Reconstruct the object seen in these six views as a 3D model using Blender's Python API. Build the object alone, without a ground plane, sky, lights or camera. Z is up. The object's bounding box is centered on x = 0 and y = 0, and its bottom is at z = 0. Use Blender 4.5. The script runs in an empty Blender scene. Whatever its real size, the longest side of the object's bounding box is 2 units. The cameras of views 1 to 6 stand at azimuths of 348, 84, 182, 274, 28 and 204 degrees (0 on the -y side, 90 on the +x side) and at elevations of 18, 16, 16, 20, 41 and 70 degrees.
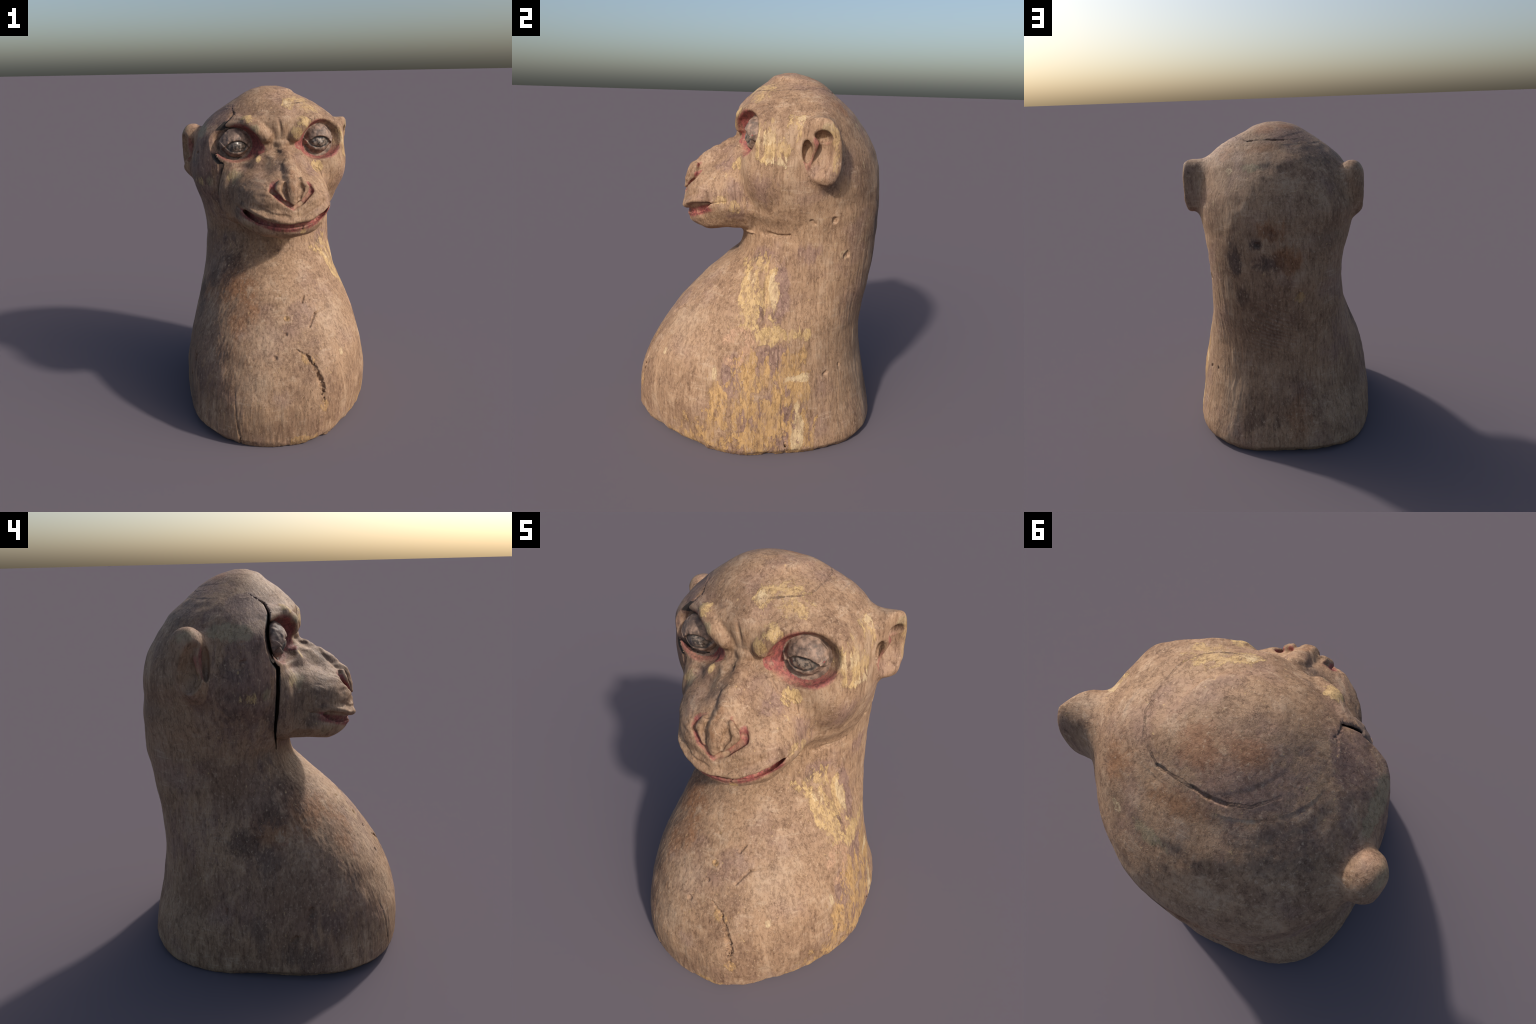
import bpy, math
import numpy as np

# ------------------------------------------------------------------ helpers
F4 = np.float32
CX = 0.02                      # middle plane of the carving
STEP = .0048


def pchip(xs, ys):
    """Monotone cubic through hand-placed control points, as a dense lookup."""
    xs, ys = np.asarray(xs, float), np.asarray(ys, float)
    h, dl = np.diff(xs), np.diff(ys) / np.diff(xs)
    m = np.zeros_like(xs)
    same = dl[:-1] * dl[1:] > 0
    w1, w2 = 2 * h[1:] + h[:-1], h[1:] + 2 * h[:-1]
    with np.errstate(divide="ignore", invalid="ignore"):
        hm = (w1 + w2) / (w1 / dl[:-1] + w2 / dl[1:])
    m[1:-1] = np.where(same, hm, 0)
    m[0], m[-1] = dl[0], dl[-1]
    t = np.linspace(xs[0], xs[-1], 1200)
    i = np.clip(np.searchsorted(xs, t) - 1, 0, len(h) - 1)
    s = (t - xs[i]) / h[i]
    v = ((1 + 2 * s) * (1 - s) ** 2 * ys[i] + s * (1 - s) ** 2 * h[i] * m[i]
         + s * s * (3 - 2 * s) * ys[i + 1] + s * s * (s - 1) * h[i] * m[i + 1])
    return t.astype(F4), v.astype(F4)


def smin(a, b, k):
    h = np.maximum(k - np.abs(a - b), 0) / k
    return np.minimum(a, b) - h * h * k * 0.25


def smax(a, b, k):
    return -smin(-a, -b, k)


def sstep(a, b, x):
    t = np.clip((x - a) / (b - a), 0, 1)
    return t * t * (3 - 2 * t)


def lattice_hash(i, j, k, seed):
    n = (i.astype(np.uint32) * np.uint32(374761393) + j.astype(np.uint32) * np.uint32(668265263)
         + k.astype(np.uint32) * np.uint32(2147483647) + np.uint32(seed * 974711 & 0xFFFFFFFF))
    n = (n ^ (n >> np.uint32(13))) * np.uint32(1274126177)
    n = n ^ (n >> np.uint32(16))
    return (n & np.uint32(0xFFFF)).astype(F4) / F4(32767.5) - F4(1)


def noise(P, scale, seed=0, octaves=1):
    """Value noise in about -1..1; scale is a number or one per axis."""
    out, amp, tot = 0, 1.0, 0
    q = P * np.asarray(scale, F4)
    for o in range(octaves):
        f = np.floor(q)
        t = q - f
        t = t * t * t * (t * (t * 6 - 15) + 10)
        i, j, k = (f[:, c].astype(np.int64) for c in range(3))
        x, y, z = t[:, 0], t[:, 1], t[:, 2]
        L = lambda a, b, c: lattice_hash(i + a, j + b, k + c, seed + 17 * o)
        c00 = L(0, 0, 0) * (1 - x) + L(1, 0, 0) * x
        c10 = L(0, 1, 0) * (1 - x) + L(1, 1, 0) * x
        c01 = L(0, 0, 1) * (1 - x) + L(1, 0, 1) * x
        c11 = L(0, 1, 1) * (1 - x) + L(1, 1, 1) * x
        out = out + amp * ((c00 * (1 - y) + c10 * y) * (1 - z) + (c01 * (1 - y) + c11 * y) * z)
        tot, amp, q = tot + amp, amp * 0.5, q * 2.03
    return out / tot * 1.5


# ------------------------------------------------------------------ primitives (signed distance)
def ellipsoid(P, c, r, axes=None):
    q = P - np.asarray(c, F4)
    if axes is not None:
        q = q @ np.asarray(axes, F4).T
    r = np.asarray(r, F4)
    k0 = np.linalg.norm(q / r, axis=1)
    k1 = np.linalg.norm(q / (r * r), axis=1) + 1e-6
    return k0 * (k0 - 1) / k1


def capsule(P, a, b, ra, rb=None):
    rb = ra if rb is None else rb
    a, b = np.asarray(a, F4), np.asarray(b, F4)
    ab = b - a
    t = np.clip((P - a) @ ab / (ab @ ab), 0, 1)
    return np.linalg.norm(P - a - t[:, None] * ab, axis=1) - (ra + (rb - ra) * t)


def chain(P, pts):
    """Tube through points (x, y, z, radius)."""
    d = None
    for p, q in zip(pts[:-1], pts[1:]):
        e = capsule(P, p[:3], q[:3], p[3], q[3])
        d = e if d is None else np.minimum(d, e)
    return d


def rot(axis, deg):
    a = math.radians(deg)
    c, s = math.cos(a), math.sin(a)
    return {"x": np.array([[1, 0, 0], [0, c, -s], [0, s, c]]),
            "y": np.array([[c, 0, s], [0, 1, 0], [-s, 0, c]]),
            "z": np.array([[c, -s, 0], [s, c, 0], [0, 0, 1]])}[axis]


class Loft:
    """Solid of horizontal sections. Each section is a closed curve of four superellipse
    quarters: front y, back y, left and right half widths, the y where each side is widest,
    a roundness exponent per quarter and a skew of the whole section."""

    def __init__(self, rows, top, bottom):
        cols = list(zip(*rows))
        self.z0, self.z1 = cols[0][0], cols[0][-1]
        zz = np.linspace(self.z0, self.z1, 16001)
        self.t = np.stack([np.interp(zz, *pchip(cols[0], c)) for c in cols[1:]], 1).astype(F4)
        self.top, self.bottom = top, bottom

    def raw(self, P):
        x, y, z = P[:, 0] - F4(CX), P[:, 1], P[:, 2]
        yf, yb, xl, xr, yl, yr, nfl, nfr, nbl, nbr, skew = self.t[np.clip((z - self.z0) * (16000 / (self.z1 - self.z0)) + 0.5, 0, 16000).astype(np.int32)].T
        y = y - skew * x
        side = sstep(-0.22, 0.22, x)
        yc = yl + (yr - yl) * side
        front = y < yc
        b = np.where(front, yc - yf, yb - yc)
        a = np.where(x < 0, xl + CX, xr - CX)
        n = np.where(front, nfl + (nfr - nfl) * side, nbl + (nbr - nbl) * side)
        u = np.abs(x) / np.maximum(a, 0.004)
        w = np.abs(y - yc) / np.maximum(b, 0.004)
        return (np.maximum(u, 1e-4) ** n + np.maximum(w, 1e-4) ** n) ** (1 / n)

    def __call__(self, P):
        e = F4(0.004)
        f = self.raw(P)
        g = np.zeros(len(P), F4)
        for c in range(3):
            Q = P.copy()
            Q[:, c] += e
            g += ((self.raw(Q) - f) / e) ** 2
        d = (f - 1) / np.sqrt(g + 0.25)
        return np.maximum(np.maximum(d, P[:, 2] - self.top), self.bottom - P[:, 2])


#     z      front   back   left   right  yL     yR    roundness fl fr bl br  skew
BODY = Loft([
    (-0.050, -0.644, 0.640, 0.536, 0.532, 0.006, -0.078, 2.51, 1.53, 3.40, 2.81, 0.104),
    (0.000, -0.688, 0.664, 0.558, 0.575, -0.014, -0.088, 2.55, 1.53, 3.40, 2.83, 0.024),
    (0.050, -0.710, 0.697, 0.588, 0.610, -0.160, -0.038, 2.40, 1.56, 3.05, 2.73, -0.009),
    (0.130, -0.706, 0.688, 0.578, 0.603, -0.113, -0.058, 2.55, 1.63, 3.02, 2.56, -0.006),
    (0.240, -0.696, 0.669, 0.571, 0.591, -0.044, -0.062, 2.65, 1.77, 2.61, 2.38, -0.008),
    (0.353, -0.664, 0.648, 0.562, 0.575, -0.067, -0.027, 2.56, 1.86, 2.18, 2.38, -0.036),
    (0.480, -0.605, 0.626, 0.531, 0.545, -0.067, -0.005, 2.50, 2.02, 2.31, 2.36, -0.043),
    (0.605, -0.523, 0.615, 0.487, 0.518, -0.023, 0.041, 2.59, 2.03, 2.57, 2.36, -0.042),
    (0.745, -0.414, 0.623, 0.438, 0.479, 0.077, 0.175, 2.45, 2.18, 2.64, 2.38, -0.041),
    (0.857, -0.305, 0.640, 0.404, 0.453, 0.174, 0.258, 2.31, 2.09, 2.56, 2.38, -0.017),
    (0.950, -0.201, 0.653, 0.385, 0.449, 0.241, 0.285, 2.27, 2.07, 2.54, 2.32, -0.016),
    (1.050, -0.102, 0.671, 0.379, 0.446, 0.233, 0.317, 2.12, 2.00, 2.33, 2.37, -0.052),
    (1.120, -0.086, 0.681, 0.380, 0.450, 0.238, 0.335, 2.10, 1.85, 2.27, 2.37, -0.091),
    (1.200, -0.095, 0.681, 0.390, 0.453, 0.251, 0.335, 2.24, 1.95, 2.32, 2.29, -0.052),
    (1.300, -0.126, 0.683, 0.416, 0.468, 0.248, 0.320, 2.38, 2.40, 2.30, 2.16, -0.036),
    (1.400, -0.120, 0.678, 0.451, 0.489, 0.199, 0.271, 2.38, 2.75, 2.13, 2.10, -0.028),
    (1.500, -0.112, 0.670, 0.471, 0.506, 0.222, 0.281, 2.55, 3.28, 2.13, 1.92, -0.034),
    (1.600, -0.108, 0.643, 0.452, 0.500, 0.218, 0.258, 2.87, 3.31, 2.12, 1.87, -0.040),
    (1.700, -0.110, 0.587, 0.430, 0.486, 0.186, 0.252, 2.90, 3.21, 2.12, 1.80, -0.048),
    (1.750, -0.114, 0.548, 0.402, 0.472, 0.175, 0.252, 2.67, 2.98, 2.11, 1.86, -0.054),
    (1.800, -0.115, 0.506, 0.361, 0.434, 0.194, 0.252, 2.26, 2.91, 2.09, 1.98, -0.062),
    (1.850, -0.076, 0.450, 0.302, 0.381, 0.192, 0.254, 2.08, 2.62, 1.97, 2.04, -0.060),
    (1.900, -0.035, 0.388, 0.231, 0.309, 0.169, 0.247, 2.09, 2.37, 1.95, 2.09, -0.050),
    (1.950, 0.032, 0.320, 0.152, 0.201, 0.157, 0.239, 2.03, 2.15, 1.98, 2.11, 0.017),
    (1.980, 0.070, 0.254, 0.095, 0.145, 0.155, 0.155, 2.00, 2.00, 2.00, 2.00, 0.000),
    (1.994, 0.118, 0.202, 0.040, 0.085, 0.155, 0.155, 2.00, 2.00, 2.00, 2.00, 0.000),
    (2.002, 0.150, 0.170, 0.000, 0.040, 0.155, 0.155, 2.00, 2.00, 2.00, 2.00, 0.000),
], 2.0, 0.0)

SNOUT = Loft([(z, yf, 0.02, xl, xr, -0.08, -0.08, min(n, 2.2), n, 2.5, 2.5, 0.0) for z, yf, xl, xr, n in (
    (1.110, -0.120, 0.04, 0.06, 2.2), (1.118, -0.205, 0.11, 0.13, 2.2), (1.134, -0.285, 0.175, 0.185, 2.3),
    (1.160, -0.352, 0.222, 0.230, 2.4), (1.195, -0.395, 0.240, 0.255, 2.45), (1.250, -0.415, 0.268, 0.285, 2.45),
    (1.320, -0.420, 0.276, 0.313, 2.6), (1.380, -0.412, 0.278, 0.306, 2.6), (1.430, -0.395, 0.276, 0.296, 2.3), (1.470, -0.375, 0.268, 0.284, 1.85),
    (1.510, -0.342, 0.245, 0.258, 1.5), (1.550, -0.295, 0.195, 0.230, 1.4), (1.600, -0.222, 0.175, 0.205, 1.45),
    (1.650, -0.145, 0.160, 0.18, 1.7), (1.690, -0.085, 0.140, 0.16, 2.0))], 1.69, 1.11)


def mouth_line(x):
    return 1.250 + 0.078 * ((x - 0.016) / 0.262) ** 2


SOCKETS = [  # socket centre, radii, turn about z; eyeball centre, radii; iris centre
    dict(c=(0.285, -0.095, 1.692), r=(0.150, 0.076, 0.114), turn=12, slant=14, ball=(0.273, -0.014, 1.683), br=(0.087, 0.080, 0.090), iris=(0.275, -0.083, 1.676), corner=[(0.215, -0.085, 1.672, .034), (0.150, -0.105, 1.668, .022), (0.105, -0.125, 1.664, .008)]),
    dict(c=(-0.240, -0.070, 1.686), r=(0.155, 0.092, 0.106), turn=-22, slant=-14, ball=(-0.228, 0.012, 1.672), br=(0.090, 0.082, 0.086), iris=(-0.228, -0.06, 1.664), corner=[(-0.165, -0.075, 1.662, .034), (-0.105, -0.105, 1.652, .022), (-0.055, -0.13, 1.645, .008)]),
]
NOSTRIL = [(-0.040, -0.335, 1.520, .008), (-0.080, -0.345, 1.497, .017), (-0.090, -0.360, 1.452, .019), (-0.048, -0.395, 1.404, .015),
           (0.022, -0.420, 1.356, .012), (0.088, -0.392, 1.394, .014), (0.140, -0.355, 1.435, .020), (0.132, -0.340, 1.485, .019), (0.086, -0.335, 1.518, .008)]
CRACK_Z = pchip((1.10, 1.20, 1.35, 1.46, 1.56, 1.60, 1.66, 1.74, 1.80, 1.84, 1.89, 1.92),
                (-.020, -.020, -.030, -.040, -.040, -.016, .002, .008, .006, .022, .095, .13))
CRACK_W = pchip((1.10, 1.14, 1.20, 1.32, 1.46, 1.56, 1.60, 1.66, 1.76, 1.84, 1.88, 1.91),
                (.002, .004, .008, .014, .018, .017, .014, .017, .016, .010, .005, .000))


def superegg(q, r, n):
    f = ((np.abs(q / np.asarray(r, F4)) + 1e-5) ** np.asarray(n, F4)).sum(1) ** (1 / np.mean(n))
    return (f - 1) * min(r)


def ear_right(P):
    y, z = P[:, 1] - 0.262, P[:, 2] - 1.642
    y = y + 0.10 * z
    zz = z / np.where(z > 0, 0.150, 0.168)
    yy = y / np.where(y > 0, 0.086, 0.095)
    n = np.where(z > 0, 2.6, 2.2).astype(F4)
    d = ((np.abs(yy) ** n + np.abs(zz) ** n + 1e-6) ** (1 / n) - 1) * 0.085
    face = ((P[:, 0] - 0.580) - 0.62 * np.minimum(P[:, 1] - 0.275, 0.01) + 0.14 * np.maximum(1.56 - P[:, 2], 0)) / 1.18
    d = smax(d, face, 0.022)
    return np.maximum(d, 0.30 - P[:, 0])


def ear_right_bowl(P):
    d = ellipsoid(P, (0.572, 0.240, 1.605), (0.076, 0.052, 0.114), rot("z", -25) @ rot("x", 12))
    d = np.minimum(d, ellipsoid(P, (0.565, 0.248, 1.695), (0.062, 0.046, 0.038)))
    fold = chain(P, [(0.535, 0.180, 1.715, .018), (0.532, 0.222, 1.672, .015), (0.518, 0.216, 1.625, .010), (0.505, 0.205, 1.58, .006)])
    d = smax(d, -fold, 0.012)
    return smin(d, ellipsoid(P, (0.505, 0.188, 1.630), (0.046, 0.024, 0.056)), 0.012)


def ear_left(P):
    q = (P - np.asarray((-0.438, 0.346, 1.605), F4)) @ (rot("z", 20) @ rot("x", 9)).T.astype(F4)
    r = np.asarray((0.098, 0.080, 0.168), F4) + sstep(-0.08, 0.08, q[:, 2:]) * np.asarray((-0.018, 0.008, 0), F4)
    f = ((np.abs(q / r) + 1e-5) ** F4(2.4)).sum(1) ** (1 / 2.4)
    return (f - 1) * 0.08


def ear_left_bowl(P):
    d = ellipsoid(P, (-0.528, 0.335, 1.605), (0.076, 0.054, 0.124), rot("z", 25) @ rot("x", -14))
    fold = chain(P, [(-0.462, 0.292, 1.70, .014), (-0.468, 0.318, 1.64, .017), (-0.466, 0.312, 1.58, .011), (-0.455, 0.292, 1.53, .006)])
    d = smax(d, -fold, 0.012)
    return np.minimum(d, ellipsoid(P, (-0.470, 0.278, 1.615), (0.045, 0.018, 0.080)))


def local(P, d, lo, hi, fn):
    """Apply fn to the points inside a box only."""
    m = np.flatnonzero((P[:, 2] > lo[2]) & (P[:, 2] < hi[2]))
    m = m[(P[m, 0] > lo[0]) & (P[m, 0] < hi[0]) & (P[m, 1] > lo[1]) & (P[m, 1] < hi[1])]
    if len(m):
        d[m] = fn(P[m], d[m])
    return d


def brow(Q, d):
    L = chain(Q, [(-0.060, -0.090, 1.724, .047), (-0.105, -0.086, 1.757, .049), (-0.160, -0.050, 1.798, .042), (-0.215, 0.005, 1.808, .022)])
    R = chain(Q, [(0.116, -0.098, 1.728, .047), (0.160, -0.095, 1.772, .049), (0.235, -0.052, 1.812, .038), (0.310, 0.000, 1.815, .030)])
    M = ellipsoid(Q, (0.030, -0.054, 1.778), (0.066, 0.066, 0.085))
    d = smin(d, M, 0.05)
    d = smin(d, np.minimum(L, R), 0.014)
    d = smax(d, -chain(Q, [(-0.110, -0.105, 1.850, .022), (-0.080, -0.130, 1.825, .018), (-0.040, -0.138, 1.785, .013), (-0.014, -0.136, 1.735, .011), (-0.008, -0.125, 1.70, .011)]), 0.010)
    d = smax(d, -chain(Q, [(0.014, -0.126, 1.815, .003), (0.020, -0.130, 1.770, .006), (0.024, -0.128, 1.725, .004)]), 0.012)
    d = smax(d, -chain(Q, [(0.080, -0.142, 1.795, .007), (0.068, -0.142, 1.745, .011), (0.068, -0.130, 1.695, .012)]), 0.010)
    d = smax(d, -np.minimum(chain(Q, [(-0.110, -0.100, 1.668, .016), (-0.05, -0.128, 1.672, .014), (-0.005, -0.135, 1.674, .008)]), chain(Q, [(0.072, -0.136, 1.682, .010), (0.105, -0.128, 1.676, .014), (0.160, -0.105, 1.682, .014)])), 0.012)
    d = smin(d, ellipsoid(Q, (0.035, -0.096, 1.682), (0.048, 0.038, 0.023)), 0.010)
    wrinkle = 0.0035 * np.sin(Q[:, 2] * 2 * math.pi / 0.024) * np.exp(-((Q[:, 0] - 0.035) / 0.05) ** 2 - ((Q[:, 2] - 1.640) / 0.025) ** 2)
    return d + wrinkle


def nose(Q, d):
    ridge = chain(Q, [(0.036, -0.098, 1.640, .032), (0.040, -0.166, 1.610, .038), (0.038, -0.262, 1.552, .040), (0.028, -0.358, 1.478, .042), (0.022, -0.380, 1.425, .043), (0.022, -0.400, 1.378, .020)])
    ridge = ridge - 0.005 * noise(Q, (20, 26, 26), 61, 2)
    d = smin(d, ridge, 0.030)
    d = smax(d, -chain(Q, NOSTRIL), 0.010)
    wing = np.minimum(chain(Q, [(-0.032, -0.352, 1.500, .017), (-0.055, -0.366, 1.460, .018), (-0.024, -0.396, 1.408, .011)]),
                      chain(Q, [(0.084, -0.352, 1.502, .017), (0.106, -0.366, 1.460, .019), (0.066, -0.398, 1.402, .011)]))
    d = smin(d, wing, 0.008)
    slit = np.minimum(chain(Q, [(-0.020, -0.372, 1.485, .010), (-0.030, -0.390, 1.45, .016), (-0.012, -0.420, 1.390, .009)]),
                      chain(Q, [(0.074, -0.375, 1.480, .008), (0.076, -0.388, 1.45, .014), (0.052, -0.416, 1.395, .008)]))
    d = smax(d, -slit, 0.007)
    return smax(d, -chain(Q, [(-0.014, -0.270, 1.572, .006), (-0.024, -0.305, 1.545, .012), (-0.030, -0.350, 1.508, .010)]), 0.015)


def mouth(Q, d):
    x, z = Q[:, 0], Q[:, 2]
    dz = z - mouth_line(x)
    side = np.abs(x - 0.016)
    d = d - 0.017 * np.exp(-((dz - 0.030) / 0.020) ** 2) * (1 - sstep(0.20, 0.28, side))      # upper lip rolls out
    d = d + 0.006 * np.exp(-((dz + 0.030) / 0.020) ** 2) * (1 - sstep(0.20, 0.28, side))      # lower lip sits back
    h = 0.013 + 0.010 * sstep(0.10, 0.20, side)
    end = np.where(x < 0.016, 0.062, 0.074)
    h = h * np.sqrt(np.maximum(1 - np.maximum((side - 0.19) / end, 0) ** 2, 0))
    depth = 0.022 + 0.026 * sstep(0.14, 0.26, side)
    slot = np.maximum(np.abs(dz) - h, -(d + depth))
    slot = np.maximum(slot, Q[:, 1] + 0.19)
    return smax(d, -slot, 0.012)


def eye(k):
    s = SOCKETS[k]

    def fn(Q, d):
        d = smax(d, -ellipsoid(Q, s["c"], s["r"], rot("y", s["slant"]) @ rot("z", -s["turn"])), 0.018)
        d = smax(d, -chain(Q, s["corner"]), 0.016)
        ball = ellipsoid(Q, s["ball"], s["br"])
        x, z = (Q[:, 0] - s["iris"][0]) / 0.060, (Q[:, 2] - s["iris"][2]) / 0.036
        frontal = sstep(s["ball"][1], s["ball"][1] - 0.03, Q[:, 1])
        edge = z - 0.98 * (1 - 0.75 * x * x)                    # upper lid edge, arched
        low = -z - 1.0 * (1 - 0.75 * x * x)                    # lower lid edge
        rough = 0.0025 * noise(Q, 42, 41, 2)
        lids = 0.013 * sstep(-0.10, 0.10, edge) + 0.006 * sstep(-0.12, 0.15, low) * sstep(0.9, 0.3, low)
        bulge = 0.006 * sstep(1.1, 0.2, np.hypot(x, z * 1.05))
        ball = ball - frontal * np.where((edge > -0.1) | (low > -0.12), lids, bulge) - rough
        return smin(d, ball, 0.004)
    return fn


def crack(Q, d):
    yc = np.interp(Q[:, 2], *CRACK_Z).astype(F4) + 0.0018 * noise(Q, (0, 0, 14), 5)
    w = np.interp(Q[:, 2], *CRACK_W).astype(F4) / 2
    slot = np.maximum(np.abs(Q[:, 1] - yc) - w, -(d + 0.16))
    slot = np.maximum(slot, Q[:, 0] + 0.12)
    return np.where(w > 0.0015, np.maximum(d, -slot), d)


def solid(P):
    """The whole carving before it split and wore."""
    P = P.astype(F4)
    d = BODY(P)
    lo, hi = (-0.40, -0.60, 1.02), (0.44, 0.30, 1.78)
    sn = np.full(len(P), 9, F4)
    m = np.all((P > np.asarray(lo, F4)) & (P < np.asarray(hi, F4)), axis=1)
    if m.any():
        U = P[m].copy()                      # the underside of the jaw slopes up towards the throat
        U[:, 2] -= (0.014 - 0.03 * np.minimum(U[:, 0], 0) + 0.038 * sstep(-0.31, -0.17, U[:, 1])) * (1 - sstep(1.14, 1.29, U[:, 2]))
        sn[m] = SNOUT(U) + np.maximum(P[m, 1] + 0.06, 0) * 0.8 + np.maximum(np.abs(P[m, 0] - CX) - 0.30, 0) + np.maximum(P[m, 2] - 1.61, 0) * 0.7
        d[m] = smin(d[m], sn[m], 0.05)
    d = local(P, d, (0.05, -0.25, 1.15), (0.60, 0.30, 1.75), lambda Q, e: smin(e, ellipsoid(Q, (0.315, 0.02, 1.525), (0.155, 0.125, 0.17)), 0.06))
    d = local(P, d, (-0.20, -0.40, 1.42), (0.28, -0.06, 1.68), lambda Q, e: smax(e, -np.minimum(ellipsoid(Q, (-0.112, -0.262, 1.582), (0.036, 0.075, 0.045)), ellipsoid(Q, (0.155, -0.268, 1.578), (0.034, 0.070, 0.045))), 0.05))
    d = local(P, d, (-0.20, -0.32, 1.54), (0.0, -0.08, 1.69), lambda Q, e: smax(e, -ellipsoid(Q, (-0.098, -0.200, 1.618), (0.036, 0.060, 0.032)), 0.03))
    d = local(P, d, (-0.45, -0.22, 1.12), (-0.02, 0.12, 1.66), lambda Q, e: smin(e, ellipsoid(Q, (-0.235, -0.055, 1.375), (0.108, 0.075, 0.175)) + np.maximum(Q[:, 1] + 0.03, 0) * 1.5, 0.04))
    d = local(P, d, (0.28, -0.16, 1.52), (0.54, 0.16, 1.84), lambda Q, e: smin(e, ellipsoid(Q, (0.398, 0.008, 1.680), (0.048, 0.056, 0.10)), 0.05))
    d = local(P, d, (-0.36, -0.30, 1.58), (0.42, 0.20, 1.95), brow)
    d = local(P, d, (-0.18, -0.55, 1.28), (0.24, -0.05, 1.72), nose)
    d = local(P, d, (-0.34, -0.55, 1.12), (0.38, -0.10, 1.44), mouth)
    for k in (0, 1):
        c = np.asarray(SOCKETS[k]["c"])
        d = local(P, d, c - 0.26, c + 0.26, eye(k))
    d = local(P, d, (0.30, 0.05, 1.40), (0.72, 0.50, 1.90), lambda Q, e: smax(smin(e, ear_right(Q), 0.035), -ear_right_bowl(Q), 0.014))
    d = local(P, d, (-0.72, 0.10, 1.36), (-0.28, 0.58, 1.90), lambda Q, e: smax(smin(e, ear_left(Q), 0.035), -ear_left_bowl(Q), 0.014))
    return d


def on_surface(pts):
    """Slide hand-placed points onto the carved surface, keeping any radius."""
    p = np.array([q[:3] for q in pts], F4)
    for _ in range(6):
        f, g = solid(p), np.zeros_like(p)
        for a in range(3):
            w = p.copy()
            w[:, a] += 0.002
            g[:, a] = (solid(w) - f) / 0.002
        p = p - (f / np.maximum((g * g).sum(1), 0.2))[:, None] * g
    return [(*map(float, a), *b[3:]) for a, b in zip(p, pts)]


CHEST_CRACK = on_surface([(0.010, -0.555, 0.540, .003), (0.052, -0.570, 0.512, .006), (0.084, -0.588, 0.470, .010), (0.100, -0.615, 0.430, .012), (0.122, -0.632, 0.378, .019),
                          (0.130, -0.653, 0.330, .017), (0.138, -0.671, 0.290, .009), (0.142, -0.690, 0.235, .003)])
LOW_CRACK = on_surface([(-0.357, -0.550, 0.320, .001), (-0.360, -0.571, 0.260, .003), (-0.366, -0.606, 0.152, .005), (-0.352, -0.618, 0.060, .006), (-0.348, -0.60, -0.02, .007)])
JAW = [(0.290, -0.060, 1.180, .008), (0.304, -0.020, 1.178, .013), (0.327, 0.028, 1.178, .010), (0.355, 0.072, 1.180, .006), (0.400, 0.136, 1.192, .002)]
SIDE_CRACK = on_surface([(0.595, 0.105, 0.36, .003), (0.622, 0.108, 0.20, .004), (0.600, 0.125, 0.08, .007), (0.570, 0.136, -0.01, .008)])



def rag(Q, size, seed):
    return size * (noise(Q, 45, seed, 3) + 0.5 * noise(Q, 130, seed + 3))


def split_along(pts, size, seed, depth):
    return lambda Q, d: smax(d, -np.maximum(chain(Q, pts) + rag(Q, size, seed), -(d + depth)), 0.004)



def broken_foot(Q, d):
    chip = np.exp(-(Q[:, 2] / 0.05) ** 2) * (0.35 + 0.65 * sstep(-0.1, 0.5, Q[:, 0] - Q[:, 1] - 0.1))
    return d + chip * (0.004 + 0.015 * np.maximum(noise(Q, 11, 29, 3), -0.3))


def field(P):
    P = P.astype(F4)
    d = solid(P)
    d = local(P, d, (0.22, -0.16, 1.10), (0.50, 0.24, 1.24), lambda Q, e: smax(e, -chain(Q, JAW), 0.02))
    d = local(P, d, (-0.8, -0.9, -0.1), (0.8, 0.9, 0.13), broken_foot)
    for pts, size, seed, depth in ((CHEST_CRACK, 0.007, 11, 0.030), (LOW_CRACK, 0.003, 12, 0.02), (SIDE_CRACK, 0.003, 13, 0.02)):
        p = np.asarray(pts)[:, :3]
        d = local(P, d, p.min(0) - 0.05, p.max(0) + 0.05, split_along(pts, size, seed, depth))
    d = local(P, d, (-0.60, -0.16, 1.08), (-0.10, 0.20, 1.95), crack)
    return d


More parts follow.
